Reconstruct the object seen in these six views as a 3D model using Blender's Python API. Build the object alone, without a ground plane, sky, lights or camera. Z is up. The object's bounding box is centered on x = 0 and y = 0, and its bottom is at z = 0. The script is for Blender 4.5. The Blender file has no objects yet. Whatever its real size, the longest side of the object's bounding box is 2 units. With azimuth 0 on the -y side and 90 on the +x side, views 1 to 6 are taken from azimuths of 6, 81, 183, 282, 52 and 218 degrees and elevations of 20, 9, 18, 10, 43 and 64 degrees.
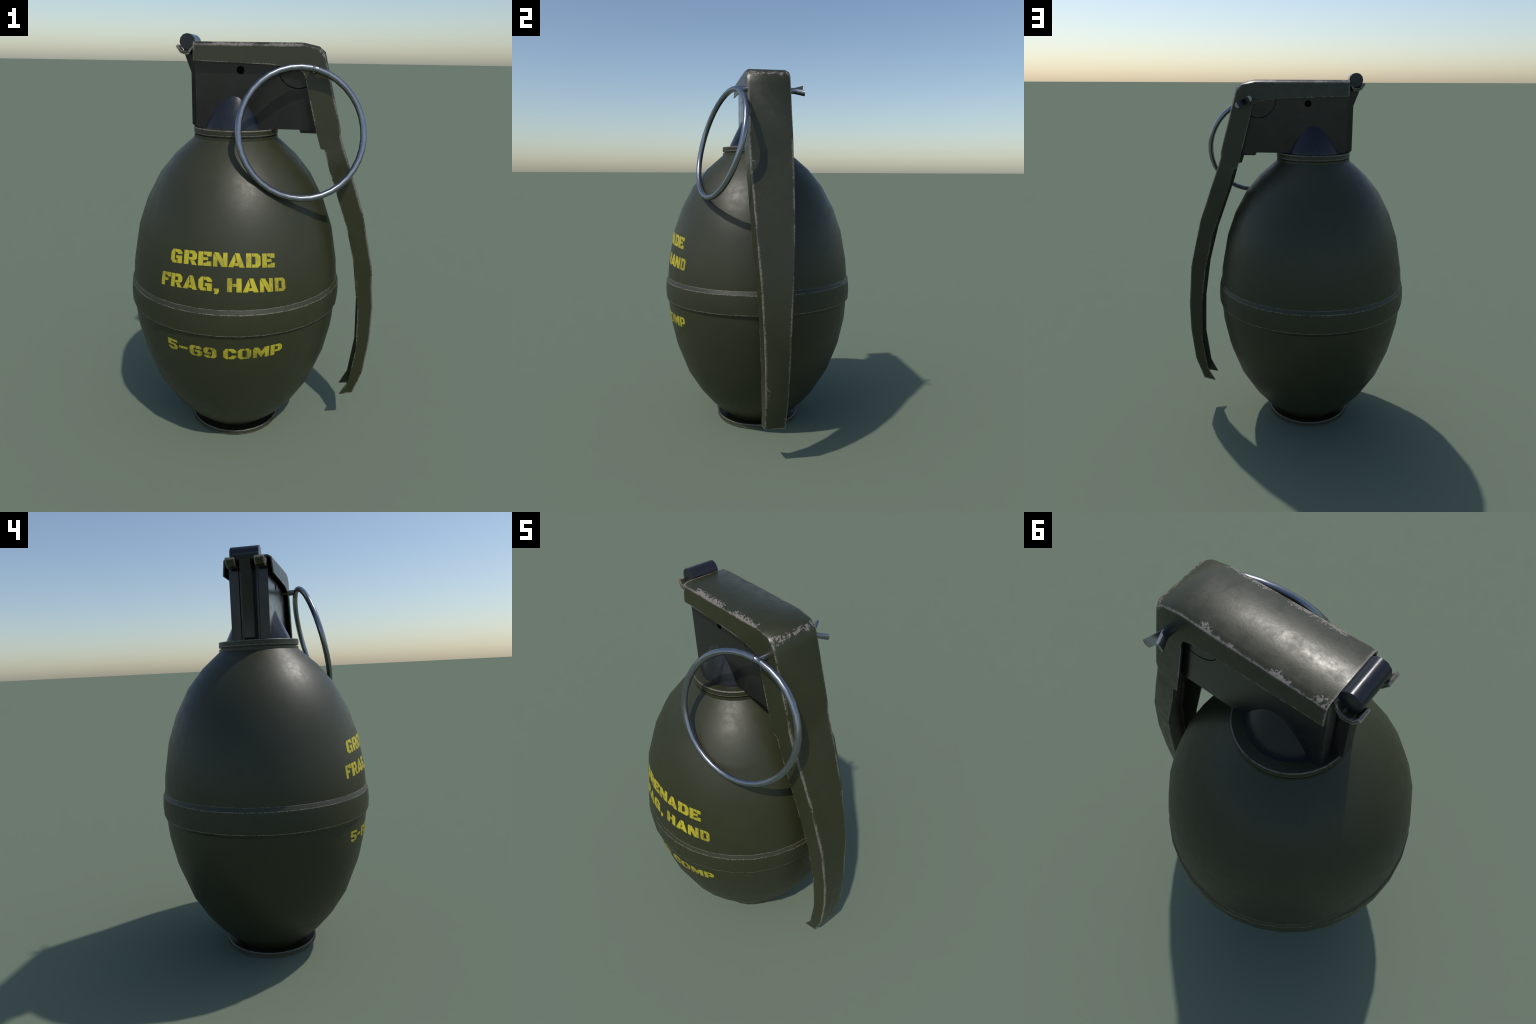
"""Olive-drab hand grenade: egg-shaped body with a middle band and a foot rim,
black fuze housing on a collar, a long bent sheet-metal safety lever hooked over
a pivot pin, and a cotter pin with a pull ring.  Stencilled yellow lettering."""
import bpy, bmesh, math
from mathutils import Vector, Matrix

AXIS_X = -0.09          # axis of the body of revolution
SEGMENTS = 32

# --------------------------------------------------------------------------
# helpers
# --------------------------------------------------------------------------
def new_object(name, mesh, parent=None, material=None):
    obj = bpy.data.objects.new(name, mesh)
    bpy.context.scene.collection.objects.link(obj)
    if parent is not None:
        obj.parent = parent
    if material is not None:
        mesh.materials.clear()
        mesh.materials.append(material)
    return obj


def smooth(mesh, degrees=35):
    mesh.shade_smooth()
    mesh.set_sharp_from_angle(angle=math.radians(degrees))


def mesh_from_bmesh(name, bm, degrees=35, recalc=True):
    if recalc:
        bmesh.ops.recalc_face_normals(bm, faces=bm.faces)
    mesh = bpy.data.meshes.new(name)
    bm.to_mesh(mesh)
    bm.free()
    smooth(mesh, degrees)
    return mesh


def bake_modifiers(obj, degrees=35):
    """Replace the object's mesh by its evaluated (modifiers applied) mesh."""
    graph = bpy.context.evaluated_depsgraph_get()
    graph.update()
    mesh = bpy.data.meshes.new_from_object(obj.evaluated_get(graph))
    obj.modifiers.clear()
    old = obj.data
    obj.data = mesh
    mesh.name = old.name
    bpy.data.meshes.remove(old)
    smooth(mesh, degrees)


def lathe(name, profile, closed=False, degrees=35, segments=SEGMENTS):
    """Revolve (radius, z) points about the body axis."""
    bm = bmesh.new()
    rings = []
    for r, z in profile:
        if r < 1e-6:
            rings.append([bm.verts.new((AXIS_X, 0, z))])
        else:
            rings.append([bm.verts.new((AXIS_X + r * math.cos(2 * math.pi * k / segments),
                                        r * math.sin(2 * math.pi * k / segments), z))
                          for k in range(segments)])
    pairs = list(zip(rings, rings[1:]))
    if closed:
        pairs.append((rings[-1], rings[0]))
    for a, b in pairs:
        for k in range(segments):
            n = (k + 1) % segments
            if len(a) == 1:
                bm.faces.new((a[0], b[k], b[n]))
            elif len(b) == 1:
                bm.faces.new((a[k], b[0], a[n]))
            else:
                bm.faces.new((a[k], b[k], b[n], a[n]))
    return mesh_from_bmesh(name, bm, degrees)


def loft(name, sections, cap=True, degrees=35, ring=False):
    """Skin equal-length closed 3D sections."""
    bm = bmesh.new()
    rows = [[bm.verts.new(p) for p in s] for s in sections]
    n = len(rows[0])
    pairs = list(zip(rows, rows[1:]))
    if ring:
        pairs.append((rows[-1], rows[0]))
    for a, b in pairs:
        for k in range(n):
            m = (k + 1) % n
            bm.faces.new((a[k], a[m], b[m], b[k]))
    if cap and not ring:
        bm.faces.new(rows[0])
        bm.faces.new(list(reversed(rows[-1])))
    return mesh_from_bmesh(name, bm, degrees)


def tube(name, path, radius, sides=16, degrees=50, scale=None):
    """Round rod along a polyline."""
    path = [Vector(p) for p in path]
    sections = []
    ref = None
    for i, p in enumerate(path):
        t = (path[min(i + 1, len(path) - 1)] - path[max(i - 1, 0)]).normalized()
        if ref is None:
            ref = Vector((0, 0, 1)) if abs(t.z) < .9 else Vector((1, 0, 0))
        u = (ref - t * ref.dot(t)).normalized()
        ref = u
        v = t.cross(u)
        r = radius * (scale[i] if scale else 1)
        sections.append([p + u * r * math.cos(2 * math.pi * k / sides)
                         + v * r * math.sin(2 * math.pi * k / sides) for k in range(sides)])
    return loft(name, sections, degrees=degrees)


def prism(name, outline_xz, y0, y1, degrees=35):
    return loft(name, [[(x, y0, z) for x, z in outline_xz],
                       [(x, y1, z) for x, z in outline_xz]], degrees=degrees)


def join(name, meshes, degrees=35):
    bm = bmesh.new()
    for m in meshes:
        bm.from_mesh(m)
        bpy.data.meshes.remove(m)
    return mesh_from_bmesh(name, bm, degrees)


def add_bevel(obj, width, segments=2, angle=30):
    mod = obj.modifiers.new("bevel", 'BEVEL')
    mod.width = width
    mod.segments = segments
    mod.limit_method = 'ANGLE'
    mod.angle_limit = math.radians(angle)
    mod.harden_normals = False


# course of the safety lever
# stations: outer face (x, z), free edge of the side flange (x, z), half width, extra flare of the flange
STATIONS = [
    ((-.268, 1.9650), (-.267, 1.884), .1135, .0070),
    ((.077, 1.9650), (.077, 1.873), .1110, .0070),
    ((.220, 1.9650), (.190, 1.857), .1085, .0070),
    ((.290, 1.950), (.222, 1.845), .1080, .0070),
    ((.318, 1.927), (.234, 1.822), .1075, .0080),
    ((.330, 1.879), (.242, 1.784), .1070, .0090),
    ((.4050, 1.594), (.293, 1.590), .1075, .0125),
    ((.4062, 1.566), (.3005, 1.566), .1075, .0125),
    ((.4245, 1.512), (.318, 1.512), .1068, .0120),
    ((.4260, 1.508), (.3365, 1.507), .1068, .0110),
    ((.4550, 1.430), (.364, 1.412), .1045, .0105),
    ((.5355, 1.205), (.464, 1.135), .0940, .0110),
    ((.6005, .935), (.516, .928), .0780, .0115),
    ((.6225, .705), (.548, .705), .0670, .0110),
    ((.6235, .530), (.556, .470), .0600, .0105),
    ((.6030, .335), (.530, .268), .0545, .0095),
    ((.5580, .198), (.488, .186), .0515, .0080),
]

# --------------------------------------------------------------------------
# materials
# --------------------------------------------------------------------------
class Nodes:
    """Tiny helper for building node trees."""
    def __init__(self, name):
        self.mat = bpy.data.materials.new(name)
        self.mat.use_nodes = True
        self.tree = self.mat.node_tree
        self.bsdf = self.tree.nodes["Principled BSDF"]
        self.coord = self.tree.nodes.new("ShaderNodeTexCoord").outputs["Object"]

    def node(self, kind, **inputs):
        n = self.tree.nodes.new(kind)
        for key, val in inputs.items():
            self.feed(n.inputs[key.replace("_", " ")], val)
        return n

    def feed(self, socket, val):
        if isinstance(val, bpy.types.NodeSocket):
            self.tree.links.new(val, socket)
        else:
            socket.default_value = val

    def noise(self, scale, detail=4, rough=.55, stretch=(1, 1, 1), offset=(0, 0, 0)):
        mp = self.node("ShaderNodeMapping", Vector=self.coord, Scale=stretch, Location=offset)
        n = self.node("ShaderNodeTexNoise", Vector=mp.outputs[0], Scale=scale,
                      Detail=detail, Roughness=rough)
        return n.outputs["Fac"]

    def math(self, op, a, b=0.0, c=0.0):
        n = self.tree.nodes.new("ShaderNodeMath")
        n.operation = op
        for s, v in zip(n.inputs, (a, b, c)):
            self.feed(s, v)
        return n.outputs[0]

    def ramp(self, fac, lo, hi, out_lo=0.0, out_hi=1.0):
        n = self.tree.nodes.new("ShaderNodeMapRange")
        n.interpolation_type = 'SMOOTHSTEP'
        for s, v in zip(n.inputs, (fac, lo, hi, out_lo, out_hi)):
            self.feed(s, v)
        return n.outputs[0]

    def mix(self, fac, a, b):
        n = self.tree.nodes.new("ShaderNodeMix")
        n.data_type = 'RGBA'
        self.feed(n.inputs[0], fac)
        for s, v in ((n.inputs[6], a), (n.inputs[7], b)):
            self.feed(s, (*v, 1) if isinstance(v, tuple) else v)
        return n.outputs[2]

    def edge(self, radius):
        """0 on flat parts, rising towards sharp edges."""
        bev = self.tree.nodes.new("ShaderNodeBevel")
        bev.samples = 8
        bev.inputs["Radius"].default_value = radius
        geo = self.tree.nodes.new("ShaderNodeNewGeometry")
        dot = self.tree.nodes.new("ShaderNodeVectorMath")
        dot.operation = 'DOT_PRODUCT'
        self.feed(dot.inputs[0], bev.outputs[0])
        self.feed(dot.inputs[1], geo.outputs["Normal"])
        gap = self.math('MAXIMUM', self.math('SUBTRACT', 1.0, dot.outputs["Value"]), 0.0)
        return self.math('SQRT', self.math('MULTIPLY', gap, 2.0))

    def bump(self, height, strength, distance=.002):
        b = self.node("ShaderNodeBump", Height=height, Strength=strength, Distance=distance)
        self.feed(self.bsdf.inputs["Normal"], b.outputs[0])

    def set(self, **kw):
        for k, v in kw.items():
            s = self.bsdf.inputs[k.replace("_", " ")]
            self.feed(s, (*v, 1) if isinstance(v, tuple) and len(v) == 3 else v)


OLIVE = (0.0275, 0.0300, 0.0110)
OLIVE_LIGHT = (0.0330, 0.0345, 0.0140)
BARE = (0.230, 0.202, 0.172)


def olive_paint(name, edge_radius, wear_lo, wear_hi, patch=14.0, rough=(.40, .56), metal=0.0, zone_range=(.4, 1.4),
                bend=False):
    n = Nodes(name)
    cloud = n.ramp(n.noise(5.0, 5), .3, .72)
    grain = n.noise(70.0, 3)
    base = n.mix(n.math('MULTIPLY', cloud, .8), OLIVE, OLIVE_LIGHT)
    if edge_radius:
        e = n.edge(edge_radius)
        ragged = n.noise(120.0, 4, .7)
        zone = n.ramp(n.noise(patch, 2), .36, .64, *zone_range)
        amount = n.math('MULTIPLY', e, zone)
        if bend:
            xyz = n.node("ShaderNodeSeparateXYZ", Vector=n.coord)
            # wear belongs to the outer corners; the free edges of the flanges are hardly rubbed
            curve = n.tree.nodes.new("ShaderNodeFloatCurve")
            outline = [(oz / 2, ox) for (ox, oz), *_ in STATIONS[5:] if ox > 0][::-1]
            pts = curve.mapping.curves[0].points
            pts[0].location, pts[-1].location = (0, .50), (1, .32)
            for px, py in outline:
                pts.new(px, py)
            for p in pts:
                p.handle_type = 'VECTOR'
            curve.mapping.update()
            n.feed(curve.inputs["Value"], n.math('MULTIPLY', xyz.outputs[2], .5))
            depth = n.math('MINIMUM', n.math('SUBTRACT', 1.9650, xyz.outputs[2]),
                           n.math('SUBTRACT', curve.outputs[0], xyz.outputs[0]))
            rear = n.math('LESS_THAN', xyz.outputs[0], -.262)
            rear = n.math('MULTIPLY', rear, .45)
            keep = n.math('MAXIMUM', n.ramp(depth, .030, .050, 1.0, .26), rear)
            amount = n.math('MULTIPLY', amount, keep)
            # chafed strips running in from the long edges of the top plate
            rim = n.ramp(n.math('ABSOLUTE', xyz.outputs[1]), .078, .106, 0, .25)
            stretch = n.ramp(n.noise(9.0, 2, offset=(.6, .2, 0)), .47, .60)
            flat = n.ramp(xyz.outputs[2], 1.945, 1.952)
            chafe = n.math('MULTIPLY', n.math('MULTIPLY', rim, stretch), flat)
            amount = n.math('ADD', amount, chafe)
            # rubbed-off paint across the shoulder of the lever
            s = n.math('ADD', xyz.outputs[0], n.math('MULTIPLY', xyz.outputs[2], -.9))
            near = n.ramp(n.math('ABSOLUTE', n.math('ADD', s, 1.428)), .004, .036, 1, 0)
            outer = n.math('GREATER_THAN', n.math('ADD', xyz.outputs[0], xyz.outputs[2]), 2.215)
            near = n.math('MULTIPLY', n.math('MULTIPLY', near, outer), n.ramp(n.noise(42.0, 5, .65), .40, .60, .0, .34))
            amount = n.math('ADD', amount, near)
        fray = n.math('MULTIPLY', n.math('SUBTRACT', ragged, .5), n.ramp(amount, .01, .12, 0, 1.6))
        amount = n.math('ADD', amount, fray)
        worn = n.ramp(amount, wear_lo, wear_hi)
    else:
        worn = 0.0
    tone = n.mix(grain, tuple(c * .88 for c in BARE), BARE)
    n.set(Base_Color=n.mix(worn, base, tone))
    r = n.ramp(n.noise(26.0, 7, .7), .3, .7, rough[0], rough[1])
    n.set(Roughness=r, Metallic=metal, Specular_IOR_Level=.5)
    n.bump(n.noise(120.0, 5, .6), .12)
    return n.mat


def dark_metal(name, color, light, rough, metal, bump=.06, edge=None):
    n = Nodes(name)
    smear = n.ramp(n.noise(11.0, 6, .7, stretch=(1, 1, 1.6)), .52, .78)
    col = n.mix(n.math('MULTIPLY', smear, .7), color, light)
    if edge:
        e = n.math('MULTIPLY', n.edge(edge), n.ramp(n.noise(16.0, 3), .4, .7, .2, 1.0))
        col = n.mix(n.ramp(e, .12, .4, 0, .4), col, (.11, .11, .11))
    n.set(Base_Color=col, Metallic=metal, Specular_IOR_Level=.5,
          Roughness=n.ramp(n.noise(25.0, 5, .6), .3, .7, rough[0], rough[1]))
    n.bump(n.noise(140.0, 4), bump)
    return n.mat


mat_body = olive_paint("olive_paint_body", None, 0, 1, rough=(.42, .52))
mat_band = olive_paint("olive_paint_band", .006, .085, .15, patch=8.0, zone_range=(.65, 1.4))
mat_lever = olive_paint("olive_paint_lever", .012, .17, .23, patch=9.0, rough=(.31, .46), bend=True,
                        zone_range=(.40, 1.5))
mat_housing = dark_metal("black_oxide", (.0150, .0148, .0138), (.0270, .0260, .0235), (.17, .27), .0, edge=.004)
mat_gun = dark_metal("blued_steel", (.025, .0275, .0345), (.038, .041, .048), (.20, .30), .4)
mat_ring = dark_metal("bright_steel", (.27, .285, .31), (.34, .35, .36), (.22, .30), .95, bump=.015)
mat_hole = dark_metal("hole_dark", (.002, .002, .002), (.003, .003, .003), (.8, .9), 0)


def yellow_stencil():
    n = Nodes("yellow_stencil_paint")
    streak = n.noise(26.0, 4, .6, stretch=(8, 8, 1))
    blotch = n.noise(9.0, 3, .5, offset=(3.1, .7, 1.9))
    fade = n.ramp(n.math('ADD', n.math('MULTIPLY', streak, .55), n.math('MULTIPLY', blotch, .75)),
                  .56, .95, 0, .72)
    low = n.node("ShaderNodeSeparateXYZ", Vector=n.coord).outputs[2]     # the lowest row is rubbed most
    fade = n.math('ADD', fade, n.ramp(low, .70, .90, .16, 0))
    n.set(Base_Color=n.mix(fade, (.56, .475, .026), OLIVE_LIGHT), Roughness=.5)
    n.bump(n.noise(120.0, 5, .6), .1)
    return n.mat


mat_letter = yellow_stencil()

# --------------------------------------------------------------------------
# the grenade
# --------------------------------------------------------------------------
grenade = bpy.data.objects.new("hand_grenade", None)
bpy.context.scene.collection.objects.link(grenade)
grenade["label"] = "olive drab egg-shaped hand grenade with lever and pull ring"
grenade["category"] = "hand grenade"

# body of revolution ---------------------------------------------------------
BODY = [(.190, 1.557), (.1995, 1.557), (.200, 1.544), (.290, 1.466), (.367, 1.374),
        (.435, 1.248), (.482, 1.115), (.513, .948), (.520, .860),
        (.5205, .785), (.5185, .708), (.5115, .622), (.4805, .475), (.4200, .310),
        (.348, .190), (.2855, .114), (.231, .062), (.185, .020), (.170, .006), (0, .006)]
body = new_object("body", lathe("body", [(0, 1.557)] + BODY, degrees=38), grenade, mat_body)

band = new_object("band", lathe("band", [(.512, .868), (.5195, .864), (.5300, .843), (.5335, .790),
                                         (.5315, .741), (.5170, .720), (.505, .718)],
                                closed=True, degrees=15), grenade, mat_band)
collar = new_object("collar", lathe("collar", [(0, 1.5905), (.1985, 1.5905), (.2000, 1.5885), (.2005, 1.566),
                                               (.1985, 1.5635), (.190, 1.5620), (.188, 1.552), (0, 1.552)],
                                    degrees=25), grenade, mat_band)
foot = new_object("foot_rim", lathe("foot_rim", [(0, .0), (.238, .0), (.2415, .004), (.2415, .020),
                                                 (.2380, .0245), (.2330, .0240), (.2250, .015),
                                                 (.2050, .0105), (0, .0105)], degrees=40), grenade, mat_band)

# lettering --------------------------------------------------------------------
# Every glyph is a set of polygons in a unit cell: heavy stencil capitals.
def box(x0, y0, x1, y1):
    return [(x0, y0), (x1, y0), (x1, y1), (x0, y1)]


UPPER_ARM = [(.40, 1), (1, 1), (1, .68), (.64, .68), (.64, .76), (.40, .80)]
LOWER_ARM = [(.40, 0), (1, 0), (1, .32), (.66, .32), (.66, .24), (.40, .20)]
STEM = box(0, 0, .36, 1)
LEFT_C = [(.20, 1), (.36, 1), (.36, .22), (.56, .22), (.56, .0), (.20, 0), (0, .22), (0, .78)]
GLYPHS = {
    'G': [LEFT_C, [(.40, 1), (.78, 1), (1, .80), (1, .66), (.66, .66), (.60, .76), (.40, .80)],
          [(.48, .55), (1, .55), (1, 0), (.64, 0), (.64, .34), (.48, .34)]],
    'R': [STEM, [(.40, 1), (.80, 1), (1, .78), (1, .50), (.84, .34), (.40, .34), (.40, .52), (.64, .52),
                 (.64, .78), (.40, .78)],
          [(.50, .30), (.80, .30), (1, 0), (.64, 0)]],
    'E': [STEM, UPPER_ARM, LOWER_ARM, box(.36, .40, .74, .60)],
    'F': [STEM, UPPER_ARM, box(.36, .38, .74, .58)],
    'N': [box(.70, .45, 1, 1), [(0, 0), (.30, 0), (.30, .50), (.04, .90), (0, .90)],
          [(.04, 1), (.40, 1), (.98, 0), (.60, 0)], [(.70, .45), (1, .0), (1, .45)]],
    'A': [[(0, 0), (.33, 0), (.46, .52), (.37, .92)],
          [(.42, 1), (.68, 1), (1, 0), (.68, 0), (.64, .10), (.38, .10), (.42, .30), (.58, .30), (.51, .56)]],
    'D': [STEM, [(.40, 1), (.80, 1), (1, .80), (1, .20), (.80, 0), (.40, 0), (.40, .22), (.64, .22),
                 (.64, .78), (.40, .78)]],
    'H': [box(0, 0, .34, 1), box(.64, 0, 1, 1), box(.37, .40, .64, .60)],
    ',': [[(0, .22), (1, .22), (1, .0), (.66, -.19), (.10, -.19), (.10, -.10), (.30, -.03), (0, .04)]],
    '5': [[(0, 1), (1, 1), (1, .80), (.32, .80), (.32, .64), (.76, .64), (1, .46), (1, .22), (.84, .08),
           (.64, .08), (.64, .44), (0, .44)],
          [(.06, .30), (.34, .26), (.60, .20), (.60, 0), (.26, 0), (.06, .18)]],
    '-': [box(0, .40, 1, .62)],
    '6': [[(.20, 1), (.46, 1), (.46, .80), (.34, .76), (.34, .20), (.48, .16), (.48, 0), (.20, 0), (0, .20), (0, .80)],
          [(.51, 1), (.80, 1), (.98, .82), (.98, .72), (.60, .72), (.51, .78)],
          [(.44, .60), (.84, .60), (1, .46), (1, .18), (.84, 0), (.53, 0), (.53, .17), (.66, .20), (.66, .42), (.44, .42)]],
    '9': [[(.80, 0), (.54, 0), (.54, .17), (.66, .22), (.66, .80), (.52, .84), (.52, 1), (.80, 1), (1, .80), (1, .20)],
          [(.49, 0), (.20, 0), (.02, .16), (.02, .26), (.40, .26), (.49, .20)],
          [(.56, .36), (.16, .36), (0, .52), (0, .82), (.16, 1), (.47, 1), (.47, .83), (.34, .80), (.34, .54), (.56, .54)]],
    'C': [[(.20, 1), (.36, 1), (.36, 0), (.20, 0), (0, .22), (0, .78)],
          [(.40, 1), (.78, 1), (1, .80), (1, .60), (.66, .60), (.60, .76), (.40, .80)],
          [(.40, 0), (.78, 0), (1, .20), (1, .36), (.66, .36), (.60, .24), (.40, .20)]],
    'O': [[(.20, 1), (.47, 1), (.47, .82), (.34, .82), (.34, .18), (.47, .18), (.47, 0), (.20, 0), (0, .20), (0, .80)],
          [(.80, 1), (.52, 1), (.52, .82), (.66, .82), (.66, .18), (.52, .18), (.52, 0), (.80, 0), (1, .20), (1, .80)]],
    'M': [[(0, 0), (.26, 0), (.26, .56), (.03, .90), (0, .90)], [(.04, 1), (.32, 1), (.51, .62), (.72, 1), (1, 1), (1, 0),
          (.74, 0), (.74, .50), (.51, .02), (.30, .44)]],
    'P': [STEM, [(.40, 1), (.80, 1), (1, .80), (1, .50), (.80, .30), (.40, .30), (.40, .50), (.64, .50), (.64, .80), (.40, .80)]],
}
# (text, [(start, end) angle in degrees of every glyph], base height, glyph height, sag of the row ends)
ROWS = [
    ("GRENADE", [(-26.9, -19.9), (-18.7, -11.3), (-10.6, -3.6), (-2.7, 4.5), (4.9, 13.1), (13.9, 21.3), (22.1, 28.9)],
     1.0555, .0605, -.012),
    ("FRAG,HAND", [(-31.7, -26.0), (-25.5, -18.9), (-18.3, -10.5), (-9.9, -3.0), (-2.0, .6), (4.5, 11.6), (12.1, 19.9),
                   (20.6, 27.3), (28.3, 33.9)], .9480, .0600, -.0105),
    ("5-69COMP", [(-28.9, -22.6), (-21.5, -16.6), (-15.4, -8.5), (-7.8, -.9), (2.5, 9.1), (9.8, 16.6), (17.5, 25.9),
                  (26.7, 33.0)], .6175, .0545, .006),
]


def body_radius(z):
    for (r0, z0), (r1, z1) in zip(BODY, BODY[1:]):
        if z1 <= z <= z0 and z0 > z1:
            return r0 + (r1 - r0) * (z0 - z) / (z0 - z1)
    return 0


def body_slope(z):
    return (body_radius(z + .05) - body_radius(z - .05)) / .10


def on_body(theta, z, lift):
    """Point on the faceted body; theta counts from the front towards +x."""
    step = 2 * math.pi / SEGMENTS
    off = (theta % step) - step / 2
    r = body_radius(z) * math.cos(step / 2) / math.cos(off) + lift
    return Vector((AXIS_X + r * math.sin(theta), -r * math.cos(theta), z))


def letter_mesh(char, a0, a1, z0, height, sag):
    bm = bmesh.new()
    for poly in GLYPHS[char]:
        bm.faces.new([bm.verts.new((x, y, 0)) for x, y in poly])
    bmesh.ops.recalc_face_normals(bm, faces=bm.faces)
    for f in bm.faces:
        if f.normal.z < 0:
            f.normal_flip()
    for i in range(1, 8):                       # cut so the glyph can bend round the body
        geom = bm.verts[:] + bm.edges[:] + bm.faces[:]
        bmesh.ops.bisect_plane(bm, geom=geom, plane_co=(i / 8, 0, 0), plane_no=(1, 0, 0))
    for i in range(1, 4):
        geom = bm.verts[:] + bm.edges[:] + bm.faces[:]
        bmesh.ops.bisect_plane(bm, geom=geom, plane_co=(0, i / 4, 0), plane_no=(0, 1, 0))
    bmesh.ops.triangulate(bm, faces=bm.faces[:])
    top = bm.faces[:]
    ext = bmesh.ops.extrude_face_region(bm, geom=top)
    bottom_verts = {v for f in top for v in f.verts}
    normals = {}
    for v in bm.verts:
        x, y = v.co.x, v.co.y
        theta = math.radians(a0 + (a1 - a0) * x)
        mid = math.degrees(theta) / 30
        z = z0 + height * y + sag * mid * mid
        v.co = on_body(theta, z, -.002 if v in bottom_verts else .0009)
    bmesh.ops.recalc_face_normals(bm, faces=bm.faces)
    mesh = bpy.data.meshes.new("letter")
    bm.to_mesh(mesh)
    bm.free()
    mesh.shade_smooth()
    nrm = []
    for v in mesh.vertices:
        d = Vector((v.co.x - AXIS_X, v.co.y, 0)).normalized()
        nrm.append((d - Vector((0, 0, body_slope(v.co.z)))).normalized())
    mesh.normals_split_custom_set_from_vertices(nrm)
    return mesh


for text, spans, z0, h, sag in ROWS:
    for ch, (a0, a1) in zip(text, spans):
        new_object("letter", letter_mesh(ch, a0, a1, z0, h, sag), body, mat_letter)

# fuze housing -----------------------------------------------------------------
def front_x(z):
    """sloping front end of the housing, hidden inside the lever"""
    return .265 + (1.90 - z) * .235


REAR, HALF = -.262, .092
def housing_section(z):
    f = front_x(z)
    return [(REAR, -HALF, z), (f, -HALF, z), (f, HALF, z), (REAR, HALF, z), (REAR, .047, z),
            (-.256, .044, z), (-.256, -.044, z), (REAR, -.047, z)]


housing = new_object("fuze_housing", loft("fuze_housing", [housing_section(z) for z in (1.593, 1.77, 1.93)]),
                     grenade, mat_housing)
# cutters: two small round holes and the shallow groove round the hinge disc
HOLE = (-.057, 1.847)
cut_hole = new_object("cutter", prism("cutter", [(HOLE[0] + .018 * math.cos(t * math.pi / 12),
                                                  HOLE[1] + .018 * math.sin(t * math.pi / 12)) for t in range(24)],
                                      -.2, .2))
def torus_mesh(name, center, radius, minor, y):
    sections = []
    for i in range(64):
        a = 2 * math.pi * i / 64
        sections.append([(center[0] + (radius + minor * math.cos(b)) * math.cos(a), y + 2.0 * minor * math.sin(b),
                          center[1] + (radius + minor * math.cos(b)) * math.sin(a))
                         for b in (2 * math.pi * k / 8 for k in range(8))])
    return loft(name, sections, ring=True)
cut_ring = new_object("cutter", join("cutter", [torus_mesh("t", (.203, 1.866), .0925, .0026, s * HALF) for s in (-1, 1)]))
for c in (cut_hole, cut_ring):
    m = housing.modifiers.new("cut", 'BOOLEAN')
    m.operation = 'DIFFERENCE'
    m.object = c
    m.solver = 'EXACT'
bake_modifiers(housing, 30)
for c in (cut_hole, cut_ring):
    me = c.data
    bpy.data.objects.remove(c)
    bpy.data.meshes.remove(me)
plug = new_object("dark_hole_plug", prism("dark_hole_plug", [(HOLE[0] + .0185 * math.cos(t * math.pi / 12),
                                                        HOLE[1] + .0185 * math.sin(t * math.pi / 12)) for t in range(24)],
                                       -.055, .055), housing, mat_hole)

def rib_section(z, rear, w=.024, wb=.034):
    return [(rear, -w, z), (rear, w, z), (-.262, wb, z), (-.225, wb, z), (-.225, -wb, z), (-.262, -wb, z)]


rib = new_object("rear_rib", loft("rear_rib", [rib_section(1.589, -.285), rib_section(1.600, -.2975),
                                               rib_section(1.833, -.297), rib_section(1.915, -.327, .0255, .034),
                                               rib_section(1.942, -.331, .0255, .034)], degrees=30),
                 housing, mat_housing)
stop = new_object("bottom_stop", prism("bottom_stop", [(.222, 1.5775), (.330, 1.5775), (.330, 1.594), (.217, 1.594),
                                                       (.217, 1.586)], -.084, .084), housing, mat_housing)
cone = new_object("fuze_cone", lathe("fuze_cone", [(0, 1.588), (.161, 1.588), (.160, 1.600), (.0925, 1.735),
                                                   (.060, 1.80), (0, 1.80)], degrees=40, segments=24), grenade, mat_gun)
PIVOT = (-.303, 1.964)
pivot = new_object("pivot_pin", prism("pivot_pin", [(PIVOT[0] + .036 * math.sin(t * math.pi / 6),
                                                     PIVOT[1] + .036 * math.cos(t * math.pi / 6)) for t in range(12)],
                                      -.067, .067, degrees=40), grenade, mat_gun)
add_bevel(pivot, .0015, 1, 60)
bake_modifiers(pivot, 40)

# safety lever -------------------------------------------------------------------
def chamfer(x, z):
    """broad rounding of the top plate's edges, nearly sharp further down"""
    return .0115 if z > 1.90 else .0075 if z > 1.87 else .0025


def lever_mesh():
    bm = bmesh.new()
    rows = []
    for (ox, oz), (ix, iz), w, flare in STATIONS:
        o, i = Vector((ox, 0, oz)), Vector((ix, 0, iz))
        inward = (i - o).normalized()
        c = chamfer(ox, oz)
        side = o + inward * c
        row = []
        for s in (-1, 1):
            pts = [i + Vector((0, s * (w + flare), 0)), side + Vector((0, s * w, 0)),
                   o + Vector((0, s * (w - 1.6 * c), 0))]
            row += pts if s < 0 else list(reversed(pts))
        rows.append([bm.verts.new(p) for p in row])
    for a, b in zip(rows, rows[1:]):
        for k in range(len(a) - 1):
            bm.faces.new((a[k], a[k + 1], b[k + 1], b[k]))
    for f in bm.faces:
        f.normal_update()
    top = max(bm.faces, key=lambda f: f.calc_center_median().z)
    if top.normal.z < 0:
        bmesh.ops.reverse_faces(bm, faces=bm.faces)
    return mesh_from_bmesh("lever", bm, 50, recalc=False)


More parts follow.
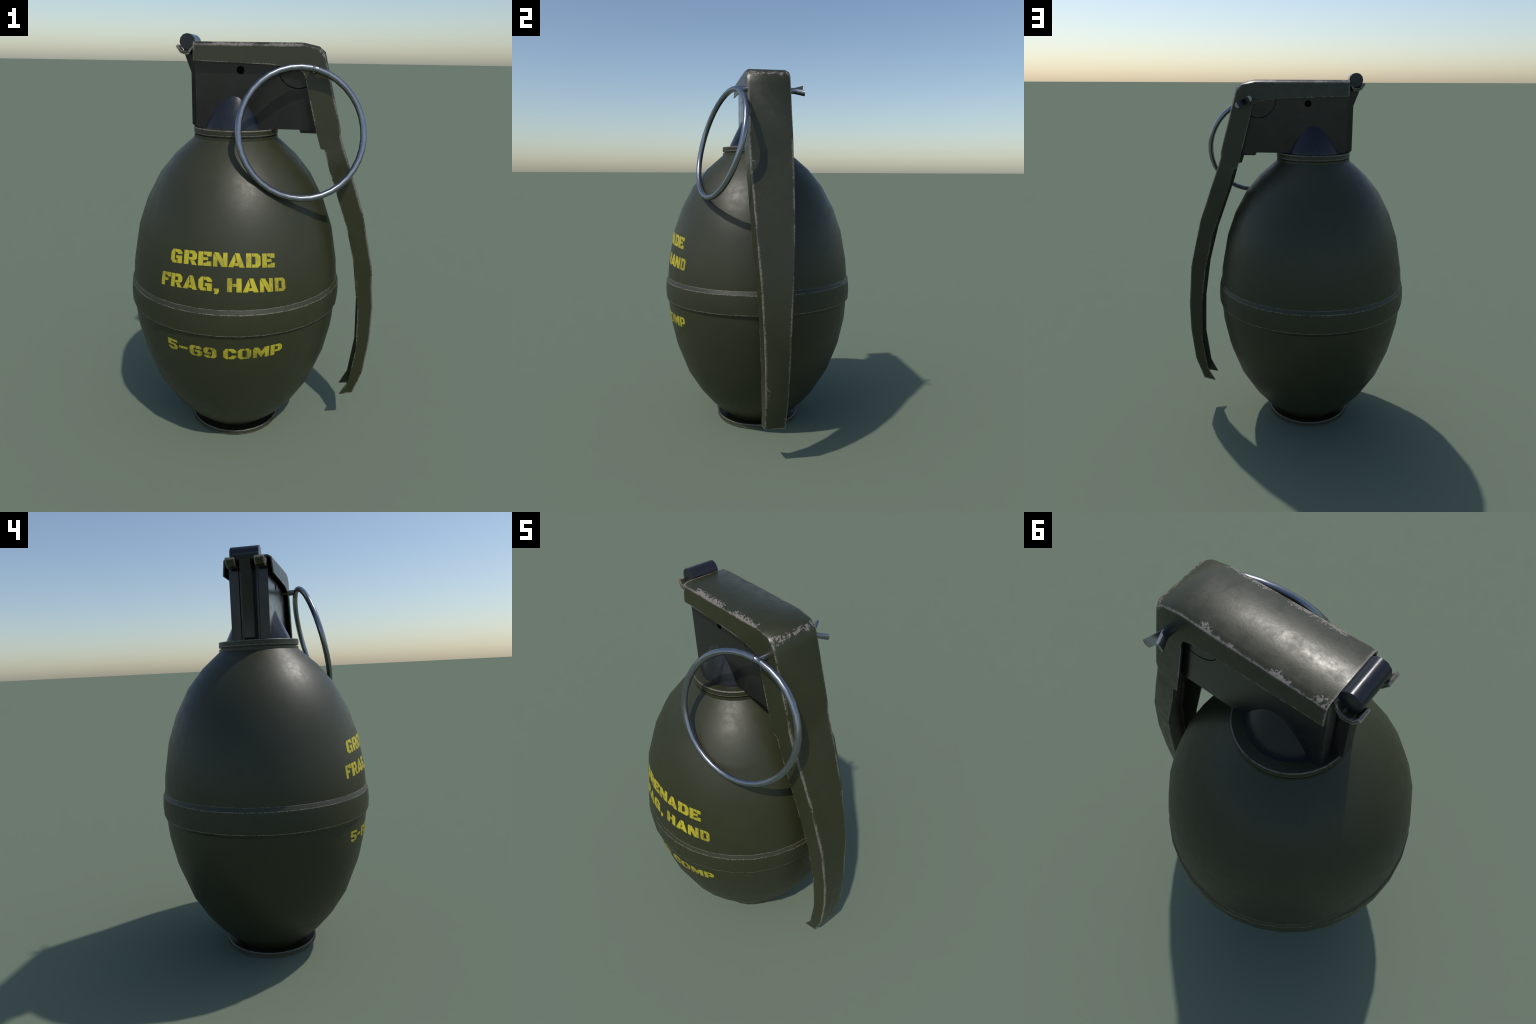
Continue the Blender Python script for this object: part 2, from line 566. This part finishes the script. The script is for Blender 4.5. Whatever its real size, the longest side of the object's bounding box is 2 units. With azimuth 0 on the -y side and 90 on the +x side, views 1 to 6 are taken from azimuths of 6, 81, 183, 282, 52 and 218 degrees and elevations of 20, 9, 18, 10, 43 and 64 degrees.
lever = new_object("safety_lever", lever_mesh(), grenade, mat_lever)
sol = lever.modifiers.new("sheet", 'SOLIDIFY')
sol.thickness = .006
sol.offset = -1
sol.use_even_offset = True
bake_modifiers(lever, 45)
# the corners of the lever's lower run are crisp, those of the top plate rounded
bm = bmesh.new()
bm.from_mesh(lever.data)
for e in bm.edges:
    if len(e.link_faces) == 2 and e.calc_face_angle() > math.radians(28) and \
            max(v.co.z for v in e.verts) < 1.90:
        e.smooth = False
bm.to_mesh(lever.data)
bm.free()

# two hooks of the lever that curl under the pivot pin
OUTER = [(-.263, 1.9650), (-.2685, 1.953), (-.2745, 1.938), (-.292, 1.9100), (-.314, 1.9100), (-.331, 1.9155), (-.3505, 1.943)]
INNER = [(-.3425, 1.951), (-.3255, 1.9275), (-.312, 1.9245), (-.2945, 1.9250), (-.2810, 1.942), (-.263, 1.958)]
hook_mesh = prism("lever_hook", OUTER + INNER, -.0225, .0225, degrees=30)
for y in (-.0685, .0650):
    h = new_object("lever_hook", hook_mesh, lever, mat_lever)
    h.location = (0, y, 0)

# cotter pin and pull ring --------------------------------------------------------
PIN_R = .0150
pin_meshes = [tube("shank", [(.272, -.150, 1.858), (.272, .118, 1.8555)], PIN_R)]
def prong(sign, tip):
    """half-round leg of the split pin bending away behind the lever"""
    side = Vector((sign * .89, 0, -sign * .46)).normalized()
    along = Vector((0, 1, 0))
    up = side.cross(along)
    sections = []
    base = Vector((.272, .115, 1.8555))
    for p in (base, base + Vector((0, .020, 0)), Vector(tip)):
        sections.append([p + side * (PIN_R * math.sin(math.pi * k / 8)) + up * (PIN_R * math.cos(math.pi * k / 8))
                         for k in range(9)])
    return loft("prong", sections, degrees=50)
pin_meshes += [prong(1, (.299, .182, 1.842)), prong(-1, (.241, .186, 1.872))]
cotter = new_object("cotter_pin", join("cotter_pin", pin_meshes, 50), grenade, mat_ring)

RING_C = Vector((.2340, -.2345, 1.5938))
RING_N = Vector((-.3056, 1, -.2727)).normalized()
RING_R, WIRE_R = .2805, .0145
def ring_frame():
    a = (Vector((.276, -.150, 1.863)) - RING_C)
    a = (a - RING_N * a.dot(RING_N)).normalized()
    return a, RING_N.cross(a)
def ring_point(angle):
    a, b = ring_frame()
    return RING_C + a * (RING_R * math.cos(angle)) + b * (RING_R * math.sin(angle))
gap = .050
n = 36
ring_wire = [ring_point(gap + (2 * math.pi - 2 * gap) * i / n) for i in range(n + 1)]
ring = new_object("pull_ring", tube("pull_ring", ring_wire, WIRE_R, sides=12), grenade, mat_ring)
sleeve_angles = [gap * t for t in (-1.15, -.98, -.96, -.86, -.84, -.3, .3, .84, .86, .96, .98, 1.15)]
sleeve_scale = [.6, .6, .82, .82, 1.02, .92, .92, 1.02, .82, .82, .6, .6]
sleeve = new_object("ring_sleeve", tube("ring_sleeve", [ring_point(t) for t in sleeve_angles], WIRE_R, sides=12,
                                        scale=sleeve_scale, degrees=40), ring, mat_ring)
